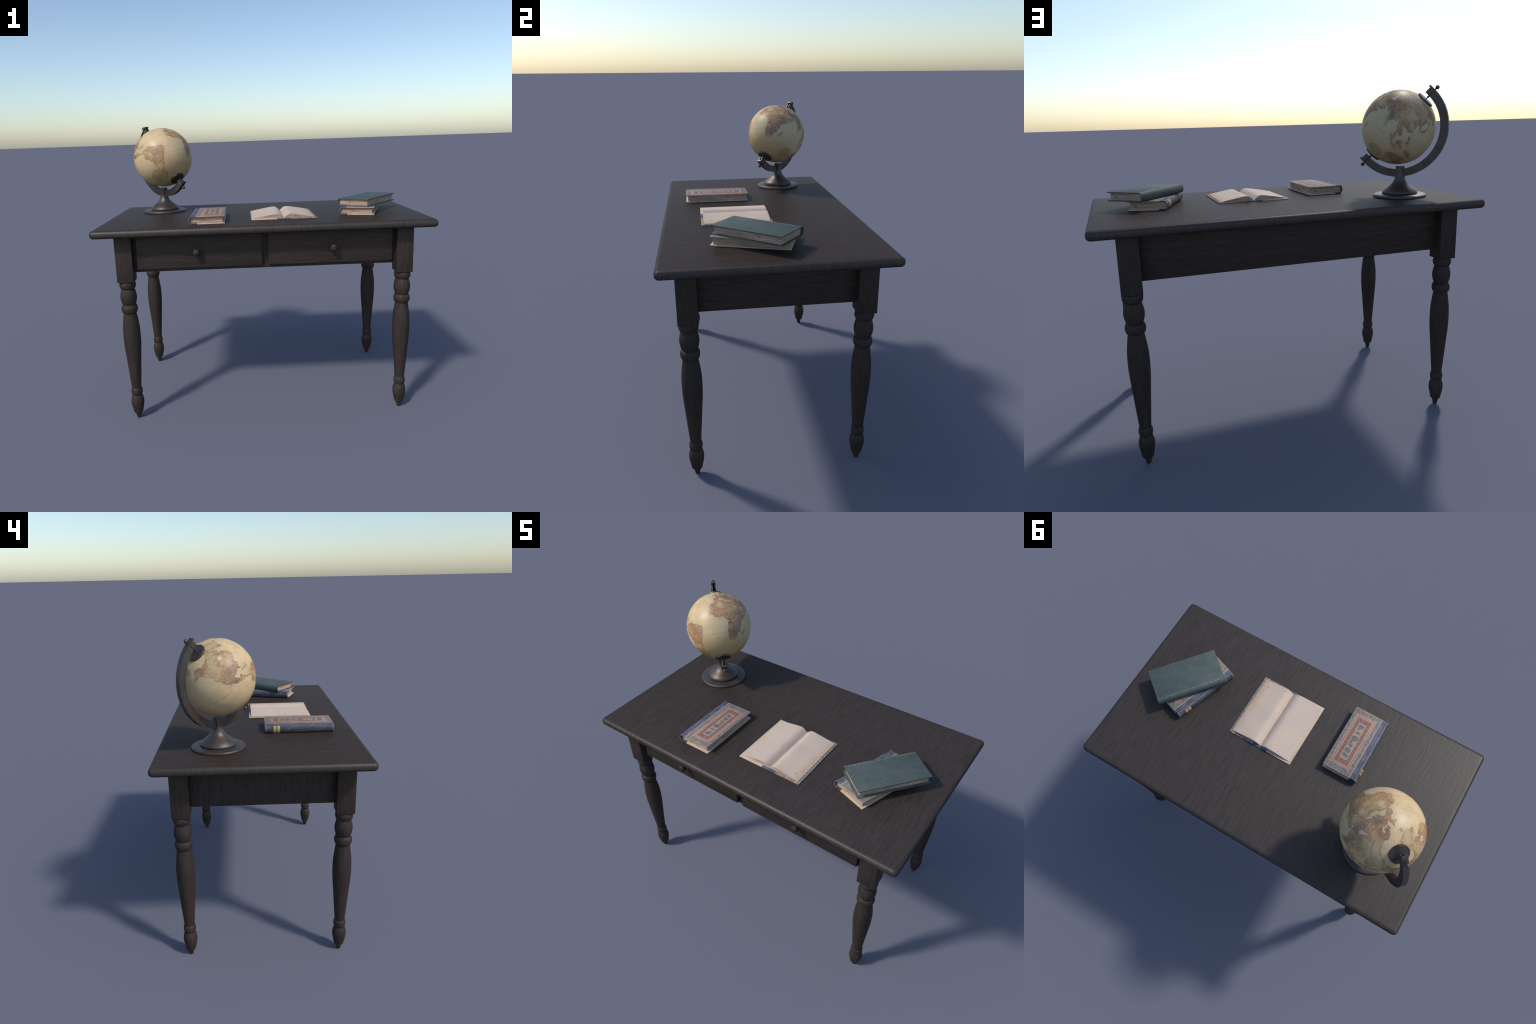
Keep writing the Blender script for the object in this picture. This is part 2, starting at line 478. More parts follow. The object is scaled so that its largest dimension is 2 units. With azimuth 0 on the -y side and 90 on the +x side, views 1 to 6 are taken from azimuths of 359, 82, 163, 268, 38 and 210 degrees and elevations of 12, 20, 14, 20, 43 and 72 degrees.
ASIA = [
    (60, 55, 9, 62, 100, 11), (66, 75, 6, 70, 105, 7), (65, 120, 9, 66, 150, 7), (67, 165, 4, 66, 178, 3),
    (61, 163, 3, 53, 158, 1.5), (55, 115, 7, 52, 130, 5.5), (47, 62, 8, 47, 90, 10), (45, 105, 10, 43, 119, 5.5),
    (34, 80, 6, 33, 105, 10), (35, 113, 5.5, 28, 113, 6), (46, 126, 4.3), (40, 126.5, 1.8, 35.5, 128, 1.3),
    (33, 48, 5, 32, 58, 6.5), (33, 66, 5), (28, 41, 4.3, 22, 46, 6), (17, 46, 3.2, 20, 55, 3), (31, 38, 3.6),
    (27, 75, 5.3, 24, 85, 4.3), (23, 77, 5.3, 17, 78, 3.8), (17, 78, 3.8, 9, 77.7, 1), (24, 96, 4, 17, 100, 3.3),
    (16, 103, 3.3, 13, 106, 2.8), (14, 99.5, 1, 3, 102, 1.4), (4.5, 96.5, 1.2, -4.5, 104, 1.5),
    (-7, 106.5, 0.8, -8, 114, 0.8), (1, 113.5, 3.4), (4.5, 116, 1.8), (-2, 120.5, 1.2), (17, 121, 1.3, 12.5, 123, 1),
    (8, 125, 1.7), (-3.5, 134, 1.8, -6, 143, 2.5), (-6, 143, 2.5, -9.5, 148.5, 1), (23.7, 121, 0.8),
    (33.5, 131.5, 1, 35.5, 137.5, 1.3), (36.5, 139, 1.3, 40.5, 141, 1), (43.3, 142.8, 1.4),
    (53, 143, 0.9, 47, 142.7, 0.8), (7.5, 80.8, 0.9),
]
OCEANIA = [
    (-25, 122, 6.8, -25, 138, 8.8), (-20, 145, 4.6), (-31, 147, 5.3), (-33, 120, 2.8), (-42, 147, 1.2),
    (-37.5, 175.5, 1.2, -39, 176, 1.5), (-42, 172.5, 1.2, -45.5, 169, 1.5),
]
LAND = NORTH_AMERICA + SOUTH_AMERICA + AFRICA + EUROPE + ASIA + OCEANIA
WATER = [(59, -86, 3.6), (43, 32, 1.0, 43, 38, 1.2), (46, 50, 1.4, 38, 51.5, 1.3), (57, 19, 1.1, 63, 20, 1.0),
         (27, 34.5, 0.5, 14, 42, 0.5), (29.5, 49, 0.9, 26, 54, 1.0), (60, 25, 0.8), (45, 60, 1.2), (53, 107, 0.7),
         (47.5, -88, 1.1), (44, -84, 0.9), (44, 14, 0.7, 41, 18, 0.9)]
# brown-tinted countries: centre and spread
DARK = [(38, -95, 17), (22, -103, 11), (42, 14, 14), (50, 5, 9), (35, 45, 13), (-24, 24, 12), (4, 33, 11),
        (25, 78, 9), (13, 102, 10), (38, 72, 10), (45, 130, 9), (-4, 18, 7), (9, 44, 8), (64, 20, 9)]
LIGHT = [(60, -105, 18), (68, 80, 22), (22, 30, 5), (45, 95, 11), (-36, -65, 6), (26, 2, 6), (24, 45, 7), (3, 28, 4),
         (72, -42, 14)]

def stroke_group():
    g = bpy.data.node_groups.new('sphere_stroke', 'ShaderNodeTree')
    for nm, tp in (('P', 'NodeSocketVector'), ('A', 'NodeSocketVector'), ('BA', 'NodeSocketVector'),
                   ('Inv', 'NodeSocketFloat'), ('R0', 'NodeSocketFloat'), ('DR', 'NodeSocketFloat'),
                   ('D', 'NodeSocketFloat')):
        g.interface.new_socket(nm, in_out='INPUT', socket_type=tp)
    g.interface.new_socket('D', in_out='OUTPUT', socket_type='NodeSocketFloat')
    b = NB(g)
    i = b.N.new('NodeGroupInput'); o = b.N.new('NodeGroupOutput')
    pa = b.vm('SUBTRACT', i.outputs[0], i.outputs[1])
    h = b.mx(b.mn(b.mul(b.vm('DOT_PRODUCT', pa, i.outputs[2]), i.outputs[3]), 1.0), 0.0)
    q = b.vm('SUBTRACT', pa, b.vm('SCALE', i.outputs[2], scale=h))
    d = b.sub(b.vm('LENGTH', q), b.math('MULTIPLY_ADD', h, i.outputs[5], i.outputs[4]))
    b.L.new(b.mn(d, i.outputs[6]), o.inputs[0])
    return g

def globe_material():
    m, b, p = material('antique_world_map')
    grp = stroke_group()
    P = b.vm('NORMALIZE', b.obj())
    coast = b.vm('SCALE', b.vm('SUBTRACT', b.noise(P, 7.0, 7.0, 0.70, color=True), (0.5, 0.5, 0.5)), scale=0.125)
    frill = b.vm('SCALE', b.vm('SUBTRACT', b.noise(P, 34.0, 3.0, 0.6, color=True), (0.5, 0.5, 0.5)), scale=0.050)
    PW = b.vm('ADD', b.vm('ADD', P, coast), frill)

    def union(strokes):
        d = 9.0
        for s in strokes:
            a = on_sphere(s[0], s[1])
            r0 = math.radians(s[2])
            if len(s) == 6:
                e = on_sphere(s[3], s[4]); r1 = math.radians(s[5])
            else:
                e = a + Vector((1e-4, 0, 0)); r1 = r0
            ba = e - a
            n = b.N.new('ShaderNodeGroup'); n.node_tree = grp
            b.put(n.inputs[0], PW)
            n.inputs[1].default_value = a
            n.inputs[2].default_value = ba
            n.inputs[3].default_value = 1.0 / max(ba.length_squared, 1e-9)
            n.inputs[4].default_value = r0
            n.inputs[5].default_value = r1 - r0
            b.put(n.inputs[6], d)
            d = n.outputs[0]
        return d

    d = b.mx(union(LAND), b.mul(union(WATER), -1.0))
    grit = b.noise(P, 85.0, 3.0, 0.65)
    d = b.add(d, b.mul(b.sub(grit, 0.5), 0.030))
    land = b.step(d, 0.007, -0.007)

    def blobs(items):
        acc = 0.0
        for lat, lon, s in items:
            q = b.vm('DISTANCE', P, on_sphere(lat, lon))
            r = math.radians(s)
            acc = b.mx(acc, b.step(q, r * 1.35, r * 0.45))
        return acc

    paper = b.noise(P, 5.0, 4.0, 0.6)
    fine = b.noise(P, 55.0, 4.0, 0.65)
    sea = b.mix(b.step(paper, 0.3, 0.7), (0.665, 0.490, 0.280), (0.575, 0.425, 0.238))
    green = blobs([(5, 75, 38), (-15, 70, 30), (25, 140, 26), (47, 30, 12), (-10, 5, 22)])
    sea = b.mix(b.mul(green, 0.45), sea, (0.440, 0.390, 0.240))
    px, py, pz = b.sep(P)
    south = b.step(pz, -0.35, -0.9)  # sea colour browned toward the south: painted shading of the ball's underside
    sea = b.mix(b.mul(south, 0.6), sea, (0.36, 0.25, 0.105))
    sea = b.mix(b.mul(b.step(fine, 0.45, 0.8), 0.35), sea, (0.36, 0.25, 0.125))
    foxed = b.step(b.noise(b.vm('ADD', P, (1.0, 5.0, 3.0)), 12.0, 6.0, 0.72), 0.52, 0.74)
    sea = b.mix(b.mul(foxed, 0.42), sea, (0.40, 0.265, 0.125))

    # countries: patches in cream, orange and brown
    PC = b.vm('ADD', P, b.vm('SCALE', coast, scale=1.25))
    cell = b.add(b.mul(b.sep(b.voronoi(PC, 5.0, out=1))[0], 0.6), b.mul(b.sep(b.voronoi(PC, 10.5, out=1))[0], 0.4))
    border = b.step(b.voronoi(PC, 5.0, feature='DISTANCE_TO_EDGE'), 0.030, 0.008)
    tone = b.add(b.mul(cell, 0.60), b.mul(b.noise(P, 11.0, 5.0, 0.65), 0.45))
    tone = b.add(tone, b.mul(blobs(DARK), 0.22))
    tone = b.sub(tone, b.mul(blobs(LIGHT), 0.28))
    tone = b.add(tone, b.mul(b.sub(fine, 0.5), 0.75))
    ground = b.ramp(tone, [(0.10, (0.560, 0.420, 0.230)), (0.34, (0.520, 0.350, 0.172)), (0.52, (0.465, 0.250, 0.108)),
                           (0.72, (0.330, 0.195, 0.112)), (0.98, (0.190, 0.125, 0.095))])
    ground = b.mix(b.mul(border, 0.35), ground, (0.17, 0.095, 0.060))
    relief = b.step(b.noise(P, 26.0, 6.0, 0.75), 0.50, 0.70)
    ground = b.mix(b.mul(relief, 0.52), ground, (0.150, 0.088, 0.062))
    pale = b.step(b.noise(b.vm('ADD', P, (4.0, 2.0, 1.0)), 19.0, 6.0, 0.72), 0.50, 0.66)
    ground = b.mix(b.mul(pale, 0.58), ground, (0.52, 0.40, 0.235))
    col = b.mix(land, sea, ground)
    shore = b.mul(b.step(d, -0.030, -0.004), b.step(d, 0.012, 0.0))
    col = b.mix(b.mul(shore, 0.26), col, (0.165, 0.092, 0.060))
    ink_line = b.step(b.ab(d), 0.010, 0.003)
    col = b.mix(b.mul(ink_line, 0.26), col, (0.10, 0.075, 0.06))

    # engraved place names: tiny dashes running along parallels, dense at coasts
    lon = b.math('ARCTAN2', py, px)
    lat = b.math('ARCSINE', pz)
    dash = b.noise(b.comb(b.mul(lon, 26.0), b.mul(lat, 120.0), 0.0), 1.0, 2.0, 0.6)
    near = b.step(b.ab(d), 0.15, 0.01)
    isles = blobs([(-10, 65, 16), (-5, 130, 22), (18, -68, 12), (-15, -150, 30), (5, 150, 22), (35, 20, 14)])
    dens = b.mx(b.add(b.mul(near, 0.095), b.mul(isles, 0.075)), b.mul(land, 0.085))
    ink = b.step(b.add(dash, dens), 0.655, 0.70)
    col = b.mix(b.mul(ink, 0.62), col, (0.085, 0.080, 0.070))
    speck = b.step(b.add(b.noise(P, 95.0, 2.0, 0.5), b.mul(dens, 0.7)), 0.70, 0.745)
    col = b.mix(b.mul(speck, 0.45), col, (0.09, 0.075, 0.065))

    # spaced lettering along parallels: rows of small dots
    for (la, lo0, lo1, step_deg, half) in ((-29.5, -31, 5, 1.75, 0.55), (-37.5, -18, -6, 1.9, 0.55),
                                           (54.2, 42, 124, 6.2, 0.75), (26.0, -43, -31, 2.2, 0.55),
                                           (31.2, -52, -23, 2.0, 0.45), (-12.0, 68, 88, 2.2, 0.5),
                                           (8.0, -150, -118, 2.3, 0.55), (-32.0, -140, -108, 2.3, 0.5)):
        dl = b.ab(b.sub(lat, math.radians(la)))
        per = math.radians(step_deg)
        ph = b.ab(b.sub(b.math('FRACT', b.mul(lon, 1.0 / per)), 0.5))
        row = b.mul(b.step(dl, math.radians(half) * 1.3, math.radians(half) * 0.7), b.step(ph, 0.36, 0.24))
        span = b.mul(b.step(lon, math.radians(lo0 - 0.5), math.radians(lo0)),
                     b.step(lon, math.radians(lo1 + 0.5), math.radians(lo1)))
        col = b.mix(b.mul(b.mul(row, span), 0.55), col, (0.17, 0.11, 0.075))

    # two round polar insets printed in the southern sea
    for (la, lo, rad) in ((-53, -96, 15.5), (-47, 94, 12.0)):
        q = b.vm('DISTANCE', P, on_sphere(la, lo, 0.0))
        q = b.sub(q, math.radians(rad))
        ring = b.step(b.ab(q), 0.011, 0.004)
        inset = b.step(q, 0.0, -0.006)
        tex = b.noise(P, 13.0, 5.0, 0.65)
        inner = b.ramp(tex, [(0.38, (0.40, 0.31, 0.155)), (0.52, (0.31, 0.225, 0.115)), (0.66, (0.24, 0.115, 0.055))])
        col = b.mix(b.mul(inset, 0.60), col, inner)
        col = b.mix(b.mul(b.mul(inset, b.step(b.noise(P, 70.0, 3.0), 0.57, 0.66)), 0.45), col, (0.10, 0.085, 0.065))
        col = b.mix(b.mul(ring, 0.55), col, (0.20, 0.125, 0.07))
    lw = b.N.new('ShaderNodeLayerWeight')
    gloss = b.mixf(b.step(lw.outputs['Facing'], 0.15, 0.62), 0.46, 0.06)
    finish(b, p, col, 0.43, None, spec=gloss)
    return m

MAP = globe_material()

# ----------------------------------------------------------------------------
# mesh helpers
# ----------------------------------------------------------------------------
def make_mesh(name, verts, faces, smooth_angle=None):
    me = bpy.data.meshes.new(name)
    me.from_pydata([tuple(v) for v in verts], [], faces)
    me.update()
    bm = bmesh.new(); bm.from_mesh(me)
    bmesh.ops.recalc_face_normals(bm, faces=bm.faces)
    bm.to_mesh(me); bm.free()
    if smooth_angle is not None:
        me.polygons.foreach_set('use_smooth', [True] * len(me.polygons))
        me.set_sharp_from_angle(angle=math.radians(smooth_angle))
    return me


def place(name, mesh, mat, parent, loc=(0, 0, 0), rot=None):
    o = bpy.data.objects.new(name, mesh)
    COL.objects.link(o)
    if mat is not None and not mesh.materials:
        mesh.materials.append(mat)
    o.parent = parent
    o.location = loc
    if rot is not None:
        o.rotation_euler = rot
    return o


def root(name, loc, label, category, rotz=0.0):
    e = bpy.data.objects.new(name, None)
    COL.objects.link(e)
    e.location = loc
    e.rotation_euler = (0, 0, rotz)
    e['label'] = label
    e['category'] = category
    return e


def box_bm(bm, lo, hi):
    """Add an axis-aligned box to a bmesh."""
    vs = [bm.verts.new((x, y, z)) for x in (lo[0], hi[0]) for y in (lo[1], hi[1]) for z in (lo[2], hi[2])]
    for f in ((0, 1, 3, 2), (4, 6, 7, 5), (0, 4, 5, 1), (2, 3, 7, 6), (0, 2, 6, 4), (1, 5, 7, 3)):
        bm.faces.new([vs[i] for i in f])
    return vs


def bm_mesh(name, bm, bevel=0.0, segs=2, smooth_angle=40):
    bmesh.ops.recalc_face_normals(bm, faces=bm.faces)
    if bevel > 0:
        bmesh.ops.bevel(bm, geom=list(bm.edges), offset=bevel, segments=segs, profile=0.5, affect='EDGES')
    me = bpy.data.meshes.new(name)
    bm.to_mesh(me); bm.free()
    me.polygons.foreach_set('use_smooth', [True] * len(me.polygons))
    me.set_sharp_from_angle(angle=math.radians(smooth_angle))
    return me


def box_mesh(name, lo, hi, bevel=0.0015, segs=2):
    bm = bmesh.new()
    box_bm(bm, lo, hi)
    return bm_mesh(name, bm, bevel, segs)


def catmull(pts, sub):
    """Catmull-Rom through 2D points."""
    out = []
    n = len(pts)
    for i in range(n - 1):
        p0 = pts[max(i - 1, 0)]; p1 = pts[i]; p2 = pts[i + 1]; p3 = pts[min(i + 2, n - 1)]
        for k in range(sub):
            t = k / sub
            out.append(tuple(0.5 * ((2 * p1[j]) + (-p0[j] + p2[j]) * t
                                    + (2 * p0[j] - 5 * p1[j] + 4 * p2[j] - p3[j]) * t * t
                                    + (-p0[j] + 3 * p1[j] - 3 * p2[j] + p3[j]) * t ** 3) for j in range(2)))
    out.append(tuple(pts[-1]))
    return out


def lathe_profile(parts, sub=5):
    """Chain of curved segments; creases stay where one segment meets the next."""
    prof = []
    for seg in parts:
        c = catmull(seg, sub) if len(seg) > 2 else list(seg)
        if prof and max(abs(prof[-1][0] - c[0][0]), abs(prof[-1][1] - c[0][1])) < 1e-6:
            c = c[1:]
        prof += c
    return prof


def lathe(bm, prof, seg, center=(0.0, 0.0)):
    rings = []
    for r, z in prof:
        if r < 1e-5:
            rings.append([bm.verts.new((center[0], center[1], z))])
        else:
            rings.append([bm.verts.new((center[0] + r * math.cos(2 * math.pi * k / seg),
                                        center[1] + r * math.sin(2 * math.pi * k / seg), z)) for k in range(seg)])
    for a, c in zip(rings, rings[1:]):
        for k in range(seg):
            k2 = (k + 1) % seg
            if len(a) == 1 and len(c) == 1:
                continue
            if len(a) == 1:
                bm.faces.new((a[0], c[k2], c[k]))
            elif len(c) == 1:
                bm.faces.new((a[k], a[k2], c[0]))
            else:
                bm.faces.new((a[k], a[k2], c[k2], c[k]))
    if len(rings[0]) > 1:
        bm.faces.new(rings[0])
    if len(rings[-1]) > 1:
        bm.faces.new(rings[-1])

# ----------------------------------------------------------------------------
# desk
# ----------------------------------------------------------------------------
TOP_Z, TOP_LO = 1.2225, 1.1755
HALF_X, HALF_Y = 1.0, 0.566
LEG_X, LEG_Y = 0.832, 0.4365
BLOCK = 0.049

desk = root('writing_desk', (0, 0, 0), 'dark stained wooden writing desk with turned legs and two drawers', 'desk')


def tabletop():
    """Rounded-nose board: the cross-section is swept round a rectangle."""
    rad = (TOP_Z - TOP_LO) / 2
    zc = (TOP_Z + TOP_LO) / 2
    run = 0.024
    bm = bmesh.new()
    n_prof, n_corner, power = 14, 8, 0.86
    rings = []
    for i in range(n_prof + 1):
        a = -math.pi / 2 + math.pi * i / n_prof
        off = run * abs(math.cos(a)) ** power
        z = zc + rad * math.copysign(abs(math.sin(a)) ** power, math.sin(a))
        ring = []
        for q in range(4):
            sx, sy = ((1, 1), (-1, 1), (-1, -1), (1, -1))[q]
            for k in range(n_corner + 1):
                t = math.pi / 2 * (q + k / n_corner)
                ring.append(bm.verts.new((sx * (HALF_X - run) + off * math.cos(t),
                                          sy * (HALF_Y - run) + off * math.sin(t), z)))
        rings.append(ring)
    m = len(rings[0])
    for a, c in zip(rings, rings[1:]):
        for k in range(m):
            bm.faces.new((a[k], a[(k + 1) % m], c[(k + 1) % m], c[k]))
    bmesh.ops.remove_doubles(bm, verts=bm.verts, dist=1e-5)
    for z in (TOP_Z, TOP_LO):
        loop = [v for v in bm.verts if abs(v.co.z - z) < 1e-5]
        bmesh.ops.contextual_create(bm, geom=loop)
    return bm_mesh('tabletop', bm, 0, smooth_angle=50)

place('tabletop', tabletop(), WOOD_TOP, desk)

LEG_PROFILE = lathe_profile([
    [(0.036, 0.8965), (0.0445, 0.8930), (0.0492, 0.8755), (0.0458, 0.8580), (0.0392, 0.8495)],
    [(0.0392, 0.8495), (0.0452, 0.8285), (0.0493, 0.8020), (0.0466, 0.7750), (0.0388, 0.7505)],
    [(0.0388, 0.7505), (0.0455, 0.7440), (0.0492, 0.7270), (0.0462, 0.7080), (0.0385, 0.6970)],
    [(0.0385, 0.6970), (0.0433, 0.6650), (0.0505, 0.6050), (0.0522, 0.5400), (0.0503, 0.4800),
     (0.0456, 0.4190), (0.0380, 0.3200), (0.0290, 0.2040)],
    [(0.0290, 0.2040), (0.0336, 0.1965), (0.0353, 0.1810), (0.0336, 0.1660), (0.0294, 0.1575)],
    [(0.0294, 0.1575), (0.0370, 0.1370), (0.0400, 0.1150), (0.0386, 0.0930), (0.0340, 0.0690), (0.0292, 0.0450)],
    [(0.0292, 0.0450), (0.0268, 0.0375), (0.0178, 0.0330)],
    [(0.0178, 0.0330), (0.0142, 0.0110), (0.0122, 0.0015)],
    [(0.0122, 0.0015), (0.0100, 0.0)],
    [(0.0100, 0.0), (0.0, 0.0)],
], 6)


def leg_mesh():
    bm = bmesh.new()
    box_bm(bm, (-BLOCK, -BLOCK, 0.8965), (BLOCK, BLOCK, TOP_LO + 0.004))
    bmesh.ops.bevel(bm, geom=list(bm.edges), offset=0.0018, segments=2, profile=0.5, affect='EDGES')
    lathe(bm, [(0.0, 0.8990), (0.036, 0.8990)] + LEG_PROFILE, 32)
    return bm_mesh('leg', bm, 0, smooth_angle=38)

LEG = leg_mesh()
for sx, sy in ((-1, -1), (1, -1), (1, 1), (-1, 1)):
    place('leg', LEG, WOOD_Z, desk, (sx * LEG_X, sy * LEG_Y, 0))

AP_LO = 0.947
INX, INY = LEG_X - BLOCK, LEG_Y - BLOCK
place('side_apron', box_mesh('side_apron_right', (0.814, -INY - 0.01, AP_LO), (0.839, INY + 0.01, TOP_LO + 0.003)), WOOD_Y, desk)
place('side_apron', box_mesh('side_apron_left', (-0.837, -INY - 0.01, AP_LO), (-0.812, INY + 0.01, TOP_LO + 0.003)), WOOD_Z, desk)
place('back_apron', box_mesh('back_apron', (-INX - 0.01, 0.412, AP_LO), (INX + 0.01, 0.437, TOP_LO + 0.003)), WOOD_X, desk)

# front frame with two drawer openings: two rails and three stiles
FR_Y0, FR_Y1 = -0.432, -0.407
frame = bmesh.new()
box_bm(frame, (-INX - 0.01, FR_Y0, AP_LO), (INX + 0.01, FR_Y1, 0.985))
box_bm(frame, (-INX - 0.01, FR_Y0, 1.160), (INX + 0.01, FR_Y1, TOP_LO + 0.003))
for x0, x1 in ((-INX - 0.01, -0.750), (-0.030, 0.030), (0.750, INX + 0.01)):
    box_bm(frame, (x0, FR_Y0 + 0.0005, 0.984), (x1, FR_Y1 - 0.0005, 1.161))
place('drawer_frame', bm_mesh('drawer_frame', frame, 0), WOOD_X, desk)

KNOB = bmesh.new()
lathe(KNOB, lathe_profile([
    [(0.0, 0.0), (0.0135, 0.0)], [(0.0135, 0.0), (0.0108, 0.006), (0.0104, 0.012), (0.0135, 0.0165)],
    [(0.0135, 0.0165), (0.0195, 0.0235), (0.0220, 0.0330), (0.0200, 0.0430), (0.0125, 0.0508), (0.0, 0.0530)]], 5), 28)
KNOB = bm_mesh('knob', KNOB, 0, smooth_angle=40)

for sx in (-1, 1):
    d = bmesh.new()
    box_bm(d, (-0.370, -0.459, 0.9695), (0.370, -0.4325, TOP_LO - 0.002))
    bmesh.ops.bevel(d, geom=list(d.edges), offset=0.0015, segments=2, profile=0.5, affect='EDGES')
    box_bm(d, (-0.335, -0.440, 0.990), (0.335, -0.060, 1.155))
    me = bm_mesh('drawer', d, 0)
    dr = place('drawer', me, WOOD_X, desk, (sx * 0.3895, 0, 0))
    k = place('knob', KNOB, WOOD_Z, dr, (sx * 0.0150, -0.4588, 1.0655), (math.pi / 2, 0, 0))

# ----------------------------------------------------------------------------
# globe
# ----------------------------------------------------------------------------
GC = Vector((-0.6625, 0.2192, 1.6001))           # centre of the ball
BASE = Vector((-0.6737, 0.2310, TOP_Z))          # foot of the stand
AZ = math.radians(136.1)
H = Vector((math.cos(AZ), math.sin(AZ), 0))      # horizontal direction the pole leans to
NRM = Vector((-H.y, H.x, 0))
POLE = (H + Vector((0, 0, 1))).normalized()

globe = root('desk_globe', BASE, 'antique tan world globe on a tilted bronze stand', 'globe')
gc = GC - BASE


def pole_frame(spin_deg):
    """Rotation with local z on the pole and local x at the prime meridian."""
    x0 = POLE.cross(Vector((0, 0, 1))).normalized()
    y0 = POLE.cross(x0)
    s = math.radians(spin_deg)
    xa = x0 * math.cos(s) + y0 * math.sin(s)
    ya = POLE.cross(xa)
    return Matrix((xa, ya, POLE)).transposed()

bm = bmesh.new()
bmesh.ops.create_uvsphere(bm, u_segments=40, v_segments=24, radius=0.1996)
ball = place('globe_ball', bm_mesh('globe_ball', bm, 0, smooth_angle=60), MAP, globe, gc)
ball.rotation_euler = pole_frame(271.5).to_euler()

# stand: spreading foot with a slotted post
stand_prof = lathe_profile([
    [(0.0, 0.0005), (0.1458, 0.0005)],
    [(0.1458, 0.0005), (0.1474, 0.0030), (0.1474, 0.0080), (0.1450, 0.0125), (0.1395, 0.0150)],
    [(0.1395, 0.0150), (0.0950, 0.0156)],
    [(0.0950, 0.0156), (0.0978, 0.0200), (0.0982, 0.0262), (0.0945, 0.0335)],
    [(0.0945, 0.0335), (0.0818, 0.0455), (0.0625, 0.0598), (0.0458, 0.0740), (0.0362, 0.0880),
     (0.0307, 0.1020), (0.0264, 0.1210), (0.0252, 0.1430)],
    [(0.0252, 0.1430), (0.0250, 0.1670)], [(0.0250, 0.1670), (0.0238, 0.1686)], [(0.0238, 0.1686), (0.0, 0.1686)],
], 5)
bm = bmesh.new()
lathe(bm, stand_prof, 36)
stand_me = bm_mesh('stand', bm, 0, smooth_angle=32)
stand = place('stand', stand_me, BRONZE, globe)
cut_me = box_mesh('slot_cutter', (-0.06, -0.0150, 0.1085), (0.06, 0.0150, 0.1555), 0)
cutter = place('slot_cutter', cut_me, None, globe)
cutter.rotation_euler = (0, 0, AZ)
mod = stand.modifiers.new('slot', 'BOOLEAN')
mod.object = cutter; mod.operation = 'DIFFERENCE'; mod.solver = 'EXACT'
bpy.context.view_layer.update()
dg = bpy.context.evaluated_depsgraph_get()
cut = bpy.data.meshes.new_from_object(stand.evaluated_get(dg))
stand.modifiers.clear()
stand.data = cut
cut.name = 'stand'
cut.set_sharp_from_angle(angle=math.radians(32))
bpy.data.objects.remove(cutter)


def arm_mesh():
    """C-shaped meridian arm: a thin web inside a wider outer flange."""
    n = 26
    path = []                                     # (radial dir, extra tangent offset)
    for i in range(n + 1):
        a = math.radians(45 - 180 * i / n)
        path.append((Vector((math.cos(a), math.sin(a))), Vector((0, 0))))
    t0 = Vector((-math.sin(math.radians(45)), math.cos(math.radians(45))))

    def sweep(bm, r0, r1, half, ext):
        secs = []
        pts = list(path)
        if ext > 0:
            pts = [(path[0][0], t0 * ext)] + pts + [(path[-1][0], t0 * ext)]
        for d2, off in pts:
            ring = []
            for r, w in ((r0, -half), (r1, -half), (r1, half), (r0, half)):
                q = d2 * r + off
                ring.append(bm.verts.new(gc + H * q.x + Vector((0, 0, q.y)) + NRM * w))
            secs.append(ring)
        for a, c in zip(secs, secs[1:]):
            for k in range(4):
                bm.faces.new((a[k], a[(k + 1) % 4], c[(k + 1) % 4], c[k]))
        bm.faces.new(secs[0]); bm.faces.new(secs[-1])

    bm = bmesh.new()
    whole = path
    path = []                                     # the web stops short of the pin
    for i in range(n + 1):
        a = math.radians(45 - 1.7 - (180 - 3.4) * i / n)
        path.append((Vector((math.cos(a), math.sin(a))), Vector((0, 0))))
    sweep(bm, 0.2256, 0.2625, 0.0108, 0.0)
    # forked ends: two cheeks straddling the axis pin
    for sgn in (1, -1):
        d2 = Vector((math.cos(math.radians(45)), math.sin(math.radians(45)))) * sgn
        for side in (-1, 1):
            corners = []
            for r in (0.2258, 0.2623):
                for e in (-0.0085, 0.0270):
                    for w in (side * 0.0058, side * 0.0106):
                        q = d2 * r + t0 * e
                        corners.append(bm.verts.new(gc + H * q.x + Vector((0, 0, q.y)) + NRM * w))
            for f in ((0, 1, 3, 2), (4, 6, 7, 5), (0, 4, 5, 1), (2, 3, 7, 6), (0, 2, 6, 4), (1, 5, 7, 3)):
                bm.faces.new([corners[i] for i in f])
    path = whole
    sweep(bm, 0.2620, 0.2685, 0.0138, 0.0345)
    # hooked lips at both ends of the flange
    for sgn in (1, -1):
        d2 = Vector((math.cos(math.radians(45)), math.sin(math.radians(45)))) * sgn
        corners = []
        for r in (0.2585, 0.2682):
            for e in (0.0315, 0.0350):
                for w in (-0.0136, 0.0136):
                    q = d2 * r + t0 * e
                    corners.append(bm.verts.new(gc + H * q.x + Vector((0, 0, q.y)) + NRM * w))
        for f in ((0, 1, 3, 2), (4, 6, 7, 5), (0, 4, 5, 1), (2, 3, 7, 6), (0, 2, 6, 4), (1, 5, 7, 3)):
            bm.faces.new([corners[i] for i in f])
    return bm_mesh('meridian_arm', bm, 0.0, smooth_angle=24)

place('meridian_arm', arm_mesh(), BRONZE, globe)

